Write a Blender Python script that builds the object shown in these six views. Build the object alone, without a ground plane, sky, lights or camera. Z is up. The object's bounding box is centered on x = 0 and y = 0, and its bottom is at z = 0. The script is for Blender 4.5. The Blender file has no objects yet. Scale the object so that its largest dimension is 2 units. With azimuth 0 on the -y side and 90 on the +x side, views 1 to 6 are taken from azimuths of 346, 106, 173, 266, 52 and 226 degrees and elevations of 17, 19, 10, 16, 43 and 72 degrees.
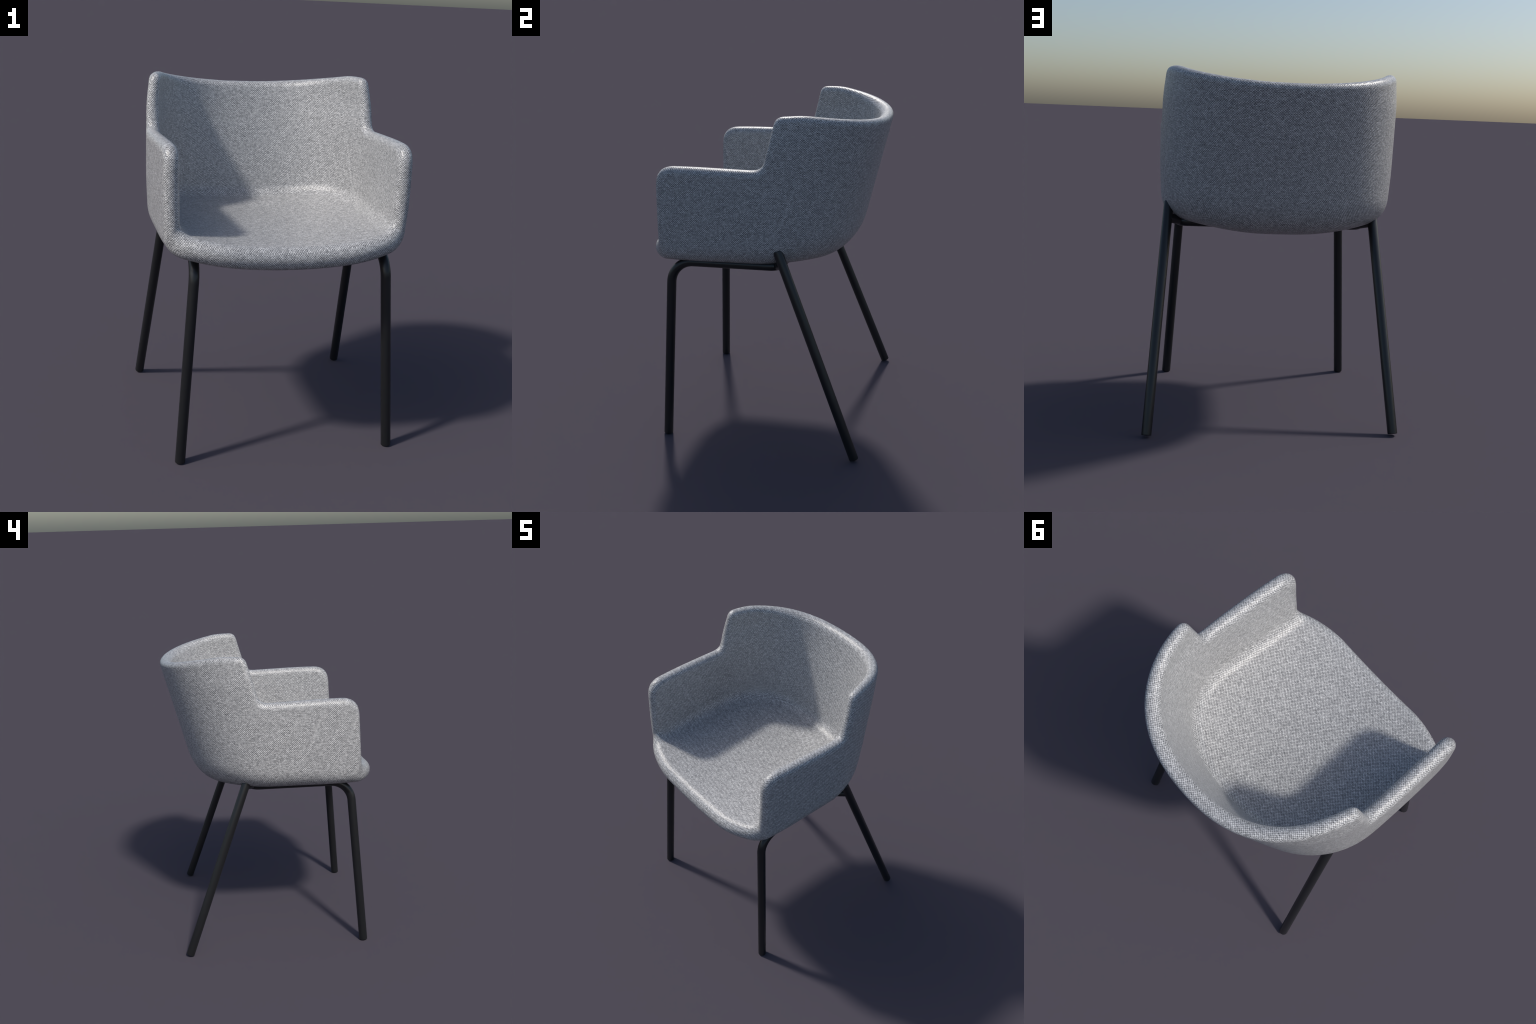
"""Upholstered bucket armchair on a bent black steel tube frame."""
import bpy
import math
import numpy as np

# ------------------------------------------------------------------ shell: plan, profile, outline
Y_FRONT = -0.594      # front edge of the arm walls
Y_BEND = -0.04         # where the straight sides turn into the rounded back
Q_SIDE = 0.36         # share of the half plan taken by the straight side
X_MAX = 0.682         # half width at the widest place
SHELL_X = -0.035     # the shell sits a little off the centre of the frame
Y_NOSE = -0.703       # front edge of the seat
WALL = 0.078          # thickness of the padded wall
PAD = 0.124           # thickness of the seat
INNER_R = 0.062       # radius of the inner corner between seat and wall
FLOOR_Z = 1.082       # underside of the seat on the centre line
FLOOR_CURVE = 0.175   # how fast the underside rises towards the sides


def smooth(x, a=0.0, b=1.0):
    t = np.clip((np.asarray(x, float) - a) / (b - a), 0, 1)
    return t * t * (3 - 2 * t)


def half_width(y):
    return X_MAX - 0.075 * (y - Y_BEND) ** 2


def back_reach(z):
    """y of the outside of the backrest on the centre line: a reclined, nearly straight line."""
    return 0.560 + 0.270 * (z - 1.394)


def plan(q, z):
    """Outer surface of the wall at plan parameter q (0 arm front .. 1 centre of the back) and height z."""
    q, z = np.broadcast_arrays(np.asarray(q, float), np.asarray(z, float))
    ys = Y_FRONT + (Y_BEND - Y_FRONT) * q / Q_SIDE
    xs = half_width(ys)
    phi = np.clip((q - Q_SIDE) / (1 - Q_SIDE), 0, 1) * math.pi / 2
    a, b, n = X_MAX, back_reach(z) - Y_BEND, 2.26
    c, s = np.cos(phi), np.sin(phi)
    r = (np.abs(c / a) ** n + np.abs(s / b) ** n) ** (-1 / n)
    side = q <= Q_SIDE
    x = np.where(side, xs, r * c)
    y = np.where(side, ys, Y_BEND + r * s)
    # slight tuck of the walls towards the seat and at the very top of the back
    k = 1 - 0.020 * smooth(1.50 - z, 0, 0.40) - 0.022 * smooth(z, 1.80, 2.02) * (1 - smooth(q, 0.55, 0.95))
    return x * k, y


def floor_z(x, y):
    return FLOOR_Z + (FLOOR_CURVE + 0.06 * smooth(y, 0.0, 0.35)) * x * x + 0.008 * smooth(-y, 0.3, 0.75) + 0.010 * smooth(y, 0.1, 0.4)


def inner_plan(q, z):
    """Inside of the wall: the outer plan moved inwards, square to the plan curve, by the padding's thickness."""
    e = 1e-4
    x0, y0 = plan(np.maximum(q - e, 0), z)
    x1, y1 = plan(np.minimum(q + e, 1), z)
    tx, ty = x1 - x0, y1 - y0
    l = np.hypot(tx, ty)
    x, y = plan(q, z)
    thick = WALL + 0.005 * (1 - smooth(q, 0.25, 0.40)) - 0.012 * smooth(z, 1.70, 1.90) * (1 - smooth(q, 0.45, 0.80))
    return x - ty / l * thick, y + tx / l * thick


def fillet(q):
    """Horizontal and vertical radius of the outer turn from wall into seat."""
    k = smooth(q, 0.30, 0.95)
    f = 1 - smooth(q, 0.08, 0.30)
    return 0.122 + 0.098 * k - 0.026 * f, 0.122 + 0.088 * k - 0.022 * f


def rounded(points, radii, steps=10):
    """Polyline with its inner corners replaced by quadratic arcs of the given reach."""
    p = [np.array(a, float) for a in points]
    out = [p[0]]
    for i in range(1, len(p) - 1):
        u, w = p[i - 1] - p[i], p[i + 1] - p[i]
        a = p[i] + u / np.linalg.norm(u) * radii[i - 1]
        b = p[i] + w / np.linalg.norm(w) * radii[i - 1]
        for t in np.linspace(0, 1, steps):
            out.append((1 - t) ** 2 * a + 2 * t * (1 - t) * p[i] + t * t * b)
    out.append(p[-1])
    return out


SIDE_LEN, BACK_LEN = Y_BEND - Y_FRONT, 1.07


def q_of_len(l):
    return np.where(l < SIDE_LEN, l / SIDE_LEN * Q_SIDE, Q_SIDE + (l - SIDE_LEN) / BACK_LEN * (1 - Q_SIDE))


def len_of_y(y):
    return y - Y_FRONT


L_END = SIDE_LEN + BACK_LEN
N_S, N_ROLL = 150, 9
ROLL = 0.042
roll_d = ROLL * (1 - np.cos(np.linspace(0, math.pi / 2, N_ROLL)))


def spaced(length, n, both=False):
    """Parameters 0..1: the first N_ROLL follow the rounding of the edge, the rest are even."""
    head = roll_d / length
    tail = np.linspace(head[-1], 1, n - N_ROLL + 1)[1:]
    return np.r_[head, tail]


def along(poly, t):
    d = np.r_[0, np.cumsum(np.hypot(*np.diff(poly, axis=0).T))]
    d /= d[-1]
    return np.stack([np.interp(t, d, poly[:, 0]), np.interp(t, d, poly[:, 1])], -1)


def fillet_line(q):
    """Height where the wall ends and the turn into the seat begins."""
    z = np.full_like(np.asarray(q, float), 1.28)
    for _ in range(6):
        x, y = plan(q, z)
        z = floor_z(x, y) + fillet(q)[1]
    return z


# the outline of the wall in (length along the plan, height): up the arm front, along the armrest,
# up the notch, along the top of the back to its centre
outline = rounded(
    [(0.004, float(fillet_line(0.0)) + 0.004), (0.020, 1.60), (0.028, 1.719), (len_of_y(-0.34), 1.720), (len_of_y(0.010), 1.7085), (len_of_y(0.070), 1.712),
     (len_of_y(0.152), 1.999), (len_of_y(0.30), 2.001), (len_of_y(0.50), 1.968), (len_of_y(0.72), 1.936), (L_END - 0.12, 1.921), (L_END, 1.920)],
    [0.014, 0.110, 0.10, 0.012, 0.046, 0.044, 0.05, 0.09, 0.09, 0.05])
# start of the outline: meet the fillet line straight below
outline = np.array(outline)
mid_arc = int(np.argmin(np.abs(outline[:, 0] - 0.053) + np.abs(outline[:, 1] - 1.690)))
front_edge = outline[:mid_arc + 1][::-1]
rim_edge = outline[mid_arc:]

def half_shell():
    """Rows run from the rim down the wall, round the turn and over the seat to the centre line."""
    n_wall, n_turn, n_floor = 46, 16, 34
    s_rim = spaced(1.95, N_S)
    bottom_l0 = front_edge[-1, 0]
    S = s_rim[None, :].repeat(n_wall, 0)
    # wall height differs per column: 0.40 at the arms, 0.70 at the back
    h_col = np.interp(s_rim, [0, 0.29, 0.34, 0.44, 0.50, 1], [0.42, 0.44, 0.33, 0.38, 0.70, 0.62])
    T = np.stack([spaced(h, n_wall) for h in h_col], 1)
    bl = np.interp(s_rim, [0, 0.30, 0.46, 1], [bottom_l0, len_of_y(0.0), len_of_y(0.34), L_END])
    bq = q_of_len(bl)
    bz = fillet_line(bq)
    top = along(rim_edge, s_rim)
    fr = np.array(front_edge)
    fr_t = along(np.r_[fr, [[bl[0], bz[0]]]], np.linspace(0, 1, 400))
    left = np.stack([np.interp(T, np.linspace(0, 1, 400), fr_t[:, i]) for i in (0, 1)], -1)
    bot = np.stack([bl, bz], -1)
    s_, t_ = S[..., None], T[..., None]
    # straight ribs, bent near the arm front to follow its rounded edge and at the notch to leave it squarely
    coons = (1 - t_) * top[None] + t_ * bot[None]
    coons += np.clip(1 - s_ / 0.22, 0, 1) ** 2 * (left - ((1 - t_) * top[0] + t_ * bot[0]))
    push = smooth(S, 0.26, 0.36) * (1 - smooth(S, 0.40, 0.62))
    coons[..., 0] += 0.50 * push * T * (1 - T) ** 3
    wq, wz = q_of_len(coons[..., 0]), coons[..., 1]
    x, y = plan(wq, wz)
    outer = [np.stack([x, y, wz], -1)]
    rh, rv = fillet(bq)
    py0 = plan(bq, bz)[1]
    # the inside follows at the same height, but reaches its own, tighter corner with the seat
    near = (1 - smooth(wz - bz[None], 0.0, 0.22)) * T ** 2
    iz = wz + (PAD + 0.014 * smooth(py0, -0.1, 0.4) + INNER_R - rv)[None] * near
    ix, iy = inner_plan(wq, iz)
    inner = [np.stack([ix, iy, iz], -1)]
    phi = np.clip((bq - Q_SIDE) / (1 - Q_SIDE), 0, 1)
    side = bq < Q_SIDE
    cy = np.where(side, py0 + (Y_NOSE - py0[0]) * (1 - np.clip(bq / 0.26, 0, 1)) ** 2, Y_BEND + 0.20 * np.sin(phi * math.pi / 2))
    ang = np.linspace(0, math.pi / 2, n_turn + 1)[1:]
    steps = [(a, 1.0) for a in ang] + [(math.pi / 2, k) for k in np.linspace(1, 0, n_floor + 1)[1:]]
    for where, hr, vr, lift, full, rows in ((plan, rh, rv, 0.0, 2.5, outer), (inner_plan, INNER_R, INNER_R, PAD, 2.0, inner)):
        for a, k in steps:
            c, n = max(math.cos(a), 0.0) ** (2 / full), math.sin(a) ** (2 / full)
            dz = lift + vr * (1 - n)
            z = bz - rv + dz
            for _ in range(4):
                px, py = where(bq, z)
                L = np.hypot(px, np.where(side, 0, py - cy))
                rho = (1 - hr / L * (1 - c)) * k
                # the front edge swings forward from the arm into the seat
                share = rho * (1 - (1 - px / np.maximum(plan(bq, z)[0], 1e-6)) * smooth(a, 0, math.pi / 2))
                e = np.where(side, 1 - np.clip((share - 0.44) / 0.56, 0, 1) ** 1.9, 1 - rho)
                X, Y = px * rho, py + (cy - py) * e
                z = floor_z(X, Y) + dz + (0.014 * smooth(py, -0.1, 0.4) * smooth(rho, 0.2, 0.9) if lift else 0)
            rows.append(np.stack([X, Y, z], -1)[None])
    qq = np.concatenate([wq, np.repeat(bq[None], len(steps), 0)], 0)
    return np.concatenate(outer), np.concatenate(inner), qq, n_wall


def build_shell_arrays():
    out, inn, qq, n_wall = half_shell()
    R, C = out.shape[:2]

    def both(p):
        # columns run from the right arm front round the back to the left arm front
        return np.concatenate([p, p[:, ::-1][:, 1:] * [-1, 1, 1]], 1)

    O, I = both(out), both(inn)
    Q = np.concatenate([qq, qq[:, ::-1][:, 1:]], 1)
    C2 = O.shape[1]
    ids = np.arange(R * C2).reshape(R, C2)
    # centre line of the seat: left and right columns share their last vertex
    last = ids[-1].copy()
    for c in range(C, C2):
        last[c] = ids[-1, C2 - 1 - c]
    ids[-1] = last
    O, I = O.reshape(-1, 3), I.reshape(-1, 3)
    O[ids[-1], 0] = 0
    I[ids[-1], 0] = 0
    quads, region = [], []
    for r in range(R - 1):
        for c in range(C2 - 1):
            f = [ids[r, c], ids[r, c + 1], ids[r + 1, c + 1], ids[r + 1, c]]
            g = []
            for v in f:
                if v not in g:
                    g.append(v)
            if len(g) >= 3:
                quads.append(g)
                q = Q[r, c]
                if r >= n_wall - 1 + 6:
                    region.append("seat")
                elif q > 0.405:
                    region.append("backrest")
                else:
                    region.append("armrest" if c < C else "armrest.left")
    border = np.concatenate([ids[:, 0], ids[0, 1:], ids[1:, -1]])
    return O, I, quads, region, border, ids


def vertex_normals(V, faces):
    n = np.zeros_like(V)
    for size in (3, 4):
        F = np.array([f for f in faces if len(f) == size])
        if not len(F):
            continue
        a = V[F[:, 2]] - V[F[:, 0]]
        b = V[F[:, 3 if size == 4 else 1]] - V[F[:, 1 if size == 4 else 0]]
        fn = np.cross(a, b) if size == 4 else np.cross(V[F[:, 1]] - V[F[:, 0]], a)
        for k in range(size):
            np.add.at(n, F[:, k], fn)
    return n / np.maximum(np.linalg.norm(n, axis=1, keepdims=True), 1e-12)


def nearest(V, line):
    """Distance of each vertex to a dense polyline."""
    seg = [line[i] + (line[i + 1] - line[i]) * t for i in range(len(line) - 1) for t in (0, 0.25, 0.5, 0.75)]
    L = np.array(seg + [line[-1]])
    out = np.empty(len(V))
    for i in range(0, len(V), 1500):
        d = V[i:i + 1500, None] - L[None]
        out[i:i + 1500] = np.sqrt((d * d).sum(-1).min(1))
    return out


def make_shell(parent, fabric):
    V, I, faces, region, border, ids = build_shell_arrays()
    N = vertex_normals(V, faces)
    if (N * (V - [0, 0, 1.6])).sum(1).mean() < 0:
        faces = [f[::-1] for f in faces]
    M, half = (V + I) / 2, (V - I) / 2
    r = np.linalg.norm(half, axis=1)
    N = half / np.maximum(r[:, None], 1e-9)
    d = nearest(M, M[np.array(border)])
    h = np.where(d < r, np.sqrt(np.maximum(0, 1 - (1 - np.minimum(d, r) / r) ** 2)), 1.0) * r
    on_edge = np.zeros(len(V), bool)
    on_edge[border] = True
    h[on_edge] = 0
    outer, inner = M + N * h[:, None], M - N * h[:, None]
    n = len(V)
    allv = np.concatenate([outer, inner])
    back = np.arange(n) + n
    back[on_edge] = np.arange(n)[on_edge]
    all_faces = list(faces) + [[back[v] for v in f[::-1]] for f in faces]
    reg = region + region
    tilt = vertex_normals(allv, all_faces)
    made = []
    for name in ("seat", "backrest", "armrest", "armrest.left"):
        F = [f for f, g in zip(all_faces, reg) if g == name]
        ind = np.unique(np.concatenate([np.array(f) for f in F]))
        new = -np.ones(len(allv), int)
        new[ind] = np.arange(len(ind))
        me = bpy.data.meshes.new(name)
        me.from_pydata(allv[ind].tolist(), [], [[int(new[v]) for v in f] for f in F])
        me.update()
        for p in me.polygons:
            p.use_smooth = True
        me.normals_split_custom_set_from_vertices(tilt[ind].tolist())
        me.materials.append(fabric)
        ob = bpy.data.objects.new(name.split(".")[0], me)
        bpy.context.scene.collection.objects.link(ob)
        ob.parent = parent
        ob.location.x = SHELL_X
        made.append(ob)
    return made


# ------------------------------------------------------------------ tube frame
TUBE = 0.028


def fillet_path(points, radii, steps=14):
    """3D polyline with circular bends."""
    p = [np.array(a, float) for a in points]
    out = [p[0]]
    for i in range(1, len(p) - 1):
        u, w = p[i - 1] - p[i], p[i + 1] - p[i]
        lu, lw = np.linalg.norm(u), np.linalg.norm(w)
        u, w = u / lu, w / lw
        ang = math.acos(float(np.clip(u @ w, -1, 1)))
        R = radii[i - 1]
        t = R / math.tan(ang / 2)
        bis = (u + w) / np.linalg.norm(u + w)
        cen = p[i] + bis * R / math.sin(ang / 2)
        a, b = p[i] + u * t - cen, p[i] + w * t - cen
        sweep = math.pi - ang
        for k in range(steps + 1):
            f = k / steps
            out.append(cen + (a * math.sin((1 - f) * sweep) + b * math.sin(f * sweep)) / math.sin(sweep))
    out.append(p[-1])
    return np.array(out)


def tube(name, path, parent, mat, radius=TUBE, sides=32, ends=(0.005, 0.005)):
    path = np.array(path, float)
    # lead-in rings make the small rounded rim at both cut ends
    d0 = (path[1] - path[0]) / np.linalg.norm(path[1] - path[0])
    d1 = (path[-1] - path[-2]) / np.linalg.norm(path[-1] - path[-2])
    a = np.linspace(0, math.pi / 2, 5)
    head = [(path[0], radius)] if not ends[0] else [(path[0] + d0 * ends[0] * (1 - math.sin(t)), radius - ends[0] * (1 - math.cos(t))) for t in a[::-1]]
    tail = [(path[-1], radius)] if not ends[1] else [(path[-1] - d1 * ends[1] * (1 - math.sin(t)), radius - ends[1] * (1 - math.cos(t))) for t in a]
    rings = head + [(q, radius) for q in path[1:-1]] + tail
    cen = np.array([c for c, _ in rings])
    tan = np.gradient(cen, axis=0)
    tan[:len(head)], tan[-len(tail):] = d0, d1
    tan /= np.linalg.norm(tan, axis=1, keepdims=True)
    n = np.cross(tan[0], [1, 0, 0])
    n /= np.linalg.norm(n)
    verts, faces = [], []
    for (c, rad), t in zip(rings, tan):
        n = n - t * (n @ t)
        n /= np.linalg.norm(n)
        b = np.cross(t, n)
        for k in range(sides):
            w = 2 * math.pi * k / sides
            verts.append(c + rad * (n * math.cos(w) + b * math.sin(w)))
    m = len(rings)
    for i in range(m - 1):
        for k in range(sides):
            k2 = (k + 1) % sides
            faces.append([i * sides + k, i * sides + k2, (i + 1) * sides + k2, (i + 1) * sides + k])
    if ends[0]:
        faces.append(list(range(sides))[::-1])
    if ends[1]:
        faces.append([(m - 1) * sides + k for k in range(sides)])
    me = bpy.data.meshes.new(name)
    me.from_pydata([v.tolist() for v in verts], [], faces)
    me.update()
    for p in me.polygons:
        p.use_smooth = len(p.vertices) == 4
    me.materials.append(mat)
    ob = bpy.data.objects.new(name, me)
    bpy.context.scene.collection.objects.link(ob)
    ob.parent = parent
    return ob


def make_frame(parent, steel):
    rail_z = 1.130
    foot, lean = np.array([0.597, -0.620, 0.0]), np.array([-0.0646, 0.0742, 1.0])
    knee = foot + lean * rail_z
    for s in (1, -1):
        m = np.array([s, 1, 1])
        corner = np.array([0.532, 0.120, rail_z])
        top = np.array([knee[0], knee[1], rail_z])
        split = top + np.array([corner[0] - top[0], corner[1] - top[1], 0]) * 0.30
        leg = fillet_path([(foot + [0, 0, 0.002]) * m, top * m, split * m], [0.142])
        tube("front_leg", leg, parent, steel, ends=(0.005, 0.0))
        if s == 1:
            right_rail = (split * m, corner * m)
    a, c = right_rail
    mm = np.array([-1, 1, 1])
    # side rails and the crossbar that sags with the underside of the seat
    sag = [np.array([x, 0.128 + 0.008 * (1 - (x / 0.5) ** 2), 1.118 + 0.10 * x * x]) for x in np.linspace(0.36, -0.36, 9)]
    path = fillet_path([a, c, sag[0]], [0.055])
    path2 = fillet_path([sag[-1], c * mm, a * mm], [0.055])
    tube("seat_rail", np.concatenate([path, sag[1:-1], path2]), parent, steel, ends=(0.0, 0.0))
    # rear legs: straight tubes welded to the outside of the rail corners
    foot, lean = np.array([0.687, 0.580, 0.0]), np.array([-0.0776, -0.3603, 1.0])
    for s in (1, -1):
        m = np.array([s, 1, 1])
        tube("rear_leg", np.array([(foot + lean * z) * m for z in (0.0093, 0.4, 0.8, 1.245)]), parent, steel)
        # short weld between the rail's bend and the leg
        on_leg = foot + lean * 1.155
        tube("weld_joint", np.array([np.array([0.505, 0.098, rail_z]), (on_leg + [0.505, 0.098, rail_z]) / 2, on_leg]) * m, parent, steel, radius=0.027, ends=(0.003, 0.003))


# ------------------------------------------------------------------ materials
class Nodes:
    def __init__(self, name):
        self.mat = bpy.data.materials.new(name)
        self.mat.use_nodes = True
        self.t = self.mat.node_tree
        self.t.nodes.clear()

    def new(self, kind, **props):
        n = self.t.nodes.new(kind)
        for k, v in props.items():
            setattr(n, k, v)
        return n

    def put(self, socket, value):
        if isinstance(value, bpy.types.NodeSocket):
            self.t.links.new(value, socket)
        elif value is not None:
            socket.default_value = value

    def math(self, op, a, b=None, c=None, clamp=False):
        n = self.new("ShaderNodeMath", operation=op, use_clamp=clamp)
        for i, v in enumerate((a, b, c)):
            self.put(n.inputs[i], v)
        return n.outputs[0]

    def ramp(self, x, a, b, lo=0.0, hi=1.0):
        n = self.new("ShaderNodeMapRange", interpolation_type="SMOOTHSTEP")
        for i, v in enumerate((x, a, b, lo, hi)):
            self.put(n.inputs[i], v)
        return n.outputs[0]

    def mix(self, f, a, b, kind="FLOAT"):
        n = self.new("ShaderNodeMix", data_type=kind)
        i0 = {"FLOAT": (0, 2, 3, 0), "VECTOR": (0, 4, 5, 1), "RGBA": (0, 6, 7, 2)}[kind]
        self.put(n.inputs[i0[0]], f)
        self.put(n.inputs[i0[1]], a)
        self.put(n.inputs[i0[2]], b)
        return n.outputs[i0[3]]

    def vec(self, x, y, z=0.0):
        n = self.new("ShaderNodeCombineXYZ")
        for i, v in enumerate((x, y, z)):
            self.put(n.inputs[i], v)
        return n.outputs[0]

    def noise(self, vector, scale, detail=2.0, rough=0.5):
        n = self.new("ShaderNodeTexNoise")
        self.put(n.inputs["Vector"], vector)
        n.inputs["Scale"].default_value = scale
        n.inputs["Detail"].default_value = detail
        n.inputs["Roughness"].default_value = rough
        return n.outputs["Fac"]


PITCH = 0.0125


def fabric_material():
    g = Nodes("grey_woven_fabric")
    tc = g.new("ShaderNodeTexCoord")
    geo = g.new("ShaderNodeNewGeometry")
    p = g.new("ShaderNodeSeparateXYZ")
    g.put(p.inputs[0], tc.outputs["Object"])
    x, y, z = p.outputs
    nn = g.new("ShaderNodeSeparateXYZ")
    g.put(nn.inputs[0], tc.outputs["Normal"])
    nx, ny, nz = nn.outputs
    ax = g.math("ABSOLUTE", x)
    # unrolled length round the wall: straight along the sides, by angle round the back
    ang = g.math("ARCTAN2", g.math("SUBTRACT", y, Y_BEND), ax)
    wrap = g.math("MULTIPLY", ang, 0.66)
    u_wall = g.math("MULTIPLY", g.mix(g.math("GREATER_THAN", y, Y_BEND), g.math("SUBTRACT", y, Y_BEND), wrap), g.math("SIGN", x))
    # where the surface faces up or down the cloth is laid flat in x and y, at front edges in x and z
    anz = g.math("ABSOLUTE", nz)
    flat = g.math("GREATER_THAN", anz, 0.62)
    front = g.math("MULTIPLY", g.math("LESS_THAN", ny, -0.72), g.math("LESS_THAN", y, 0.15))
    u = g.mix(flat, g.mix(front, u_wall, x), x)
    v = g.mix(flat, z, y)
    uv = g.vec(u, v, 0.0)
    # hand-made irregularity of the yarns
    wob = g.new("ShaderNodeTexNoise")
    g.put(wob.inputs["Vector"], uv)
    wob.inputs["Scale"].default_value = 115.0
    wob.inputs["Detail"].default_value = 1.0
    w3 = g.new("ShaderNodeSeparateColor")
    g.put(w3.inputs[0], wob.outputs["Color"])
    u2 = g.math("ADD", u, g.math("MULTIPLY", g.math("SUBTRACT", w3.outputs[0], 0.5), 0.0070))
    v2 = g.math("ADD", v, g.math("MULTIPLY", g.math("SUBTRACT", w3.outputs[1], 0.5), 0.0060))
    # plain weave: raised yarn crossings and dark holes alternate like a chequerboard
    tau = 2 * math.pi / PITCH
    cu = g.math("COSINE", g.math("MULTIPLY", u2, tau))
    cv = g.math("COSINE", g.math("MULTIPLY", v2, tau))
    check = g.math("MULTIPLY_ADD", g.math("MULTIPLY", cu, cv), 0.5, 0.5)
    weave = g.math("POWER", check, 0.85)
    row = g.math("ROUND", g.math("DIVIDE", v2, PITCH / 2))
    shift = g.math("MULTIPLY", g.math("MODULO", g.math("ABSOLUTE", row), 2.0), 0.5)
    col = g.math("ROUND", g.math("ADD", g.math("DIVIDE", u2, PITCH), shift))
    cell = g.new("ShaderNodeTexWhiteNoise", noise_dimensions="2D")
    g.put(cell.inputs["Vector"], g.vec(col, row))
    # tone of single stitches, of yarn runs and of larger clouds
    run_h = g.noise(g.vec(g.math("MULTIPLY", u, 38.0), g.math("MULTIPLY", v, 155.0)), 1.0, 2.0)
    run_v = g.noise(g.vec(g.math("MULTIPLY", u, 155.0), g.math("MULTIPLY", v, 38.0)), 1.0, 2.0)
    cloud = g.noise(uv, 42.0, 2.0)
    half = lambda n, k: g.math("MULTIPLY", g.math("SUBTRACT", n, 0.5), k)
    tone = g.math("ADD", half(cell.outputs["Value"], 0.26), g.math("ADD", half(cloud, 0.05), g.math("ADD", half(run_h, 0.46), half(run_v, 0.34))))
    level = g.math("ADD", g.math("MULTIPLY", weave, 0.80), g.math("ADD", tone, 0.065), clamp=True)
    ramp = g.new("ShaderNodeValToRGB")
    g.put(ramp.inputs[0], level)
    e = ramp.color_ramp.elements
    e[0].position, e[0].color = 0.0, (0.070, 0.072, 0.077, 1)
    e[1].position, e[1].color = 1.0, (0.76, 0.76, 0.76, 1)
    mid = e.new(0.5)
    mid.color = (0.330, 0.332, 0.337, 1)
    bump = g.new("ShaderNodeBump")
    bump.inputs["Strength"].default_value = 0.30
    bump.inputs["Distance"].default_value = 0.003
    g.put(bump.inputs["Height"], g.math("ADD", weave, g.math("MULTIPLY", tone, 0.5)))
    b = g.new("ShaderNodeBsdfPrincipled")
    g.put(b.inputs["Base Color"], ramp.outputs[0])
    g.put(b.inputs["Normal"], bump.outputs[0])
    b.inputs["Roughness"].default_value = 0.34
    b.inputs["Specular IOR Level"].default_value = 0.5
    out = g.new("ShaderNodeOutputMaterial")
    g.put(out.inputs[0], b.outputs[0])
    return g.mat


def steel_material():
    g = Nodes("black_powder_coated_steel")
    tc = g.new("ShaderNodeTexCoord")
    n = g.noise(tc.outputs["Object"], 60.0, 3.0)
    b = g.new("ShaderNodeBsdfPrincipled")
    ramp = g.new("ShaderNodeValToRGB")
    g.put(ramp.inputs[0], n)
    ramp.color_ramp.elements[0].color = (0.0110, 0.0118, 0.0128, 1)
    ramp.color_ramp.elements[1].color = (0.0142, 0.0150, 0.0160, 1)
    g.put(b.inputs["Base Color"], ramp.outputs[0])
    b.inputs["Roughness"].default_value = 0.30
    b.inputs["Specular IOR Level"].default_value = 0.5
    out = g.new("ShaderNodeOutputMaterial")
    g.put(out.inputs[0], b.outputs[0])
    return g.mat


chair = bpy.data.objects.new("armchair", None)
bpy.context.scene.collection.objects.link(chair)
chair["label"] = "grey woven fabric bucket armchair on black tubular steel legs"
chair["category"] = "armchair"
make_shell(chair, fabric_material())
make_frame(chair, steel_material())
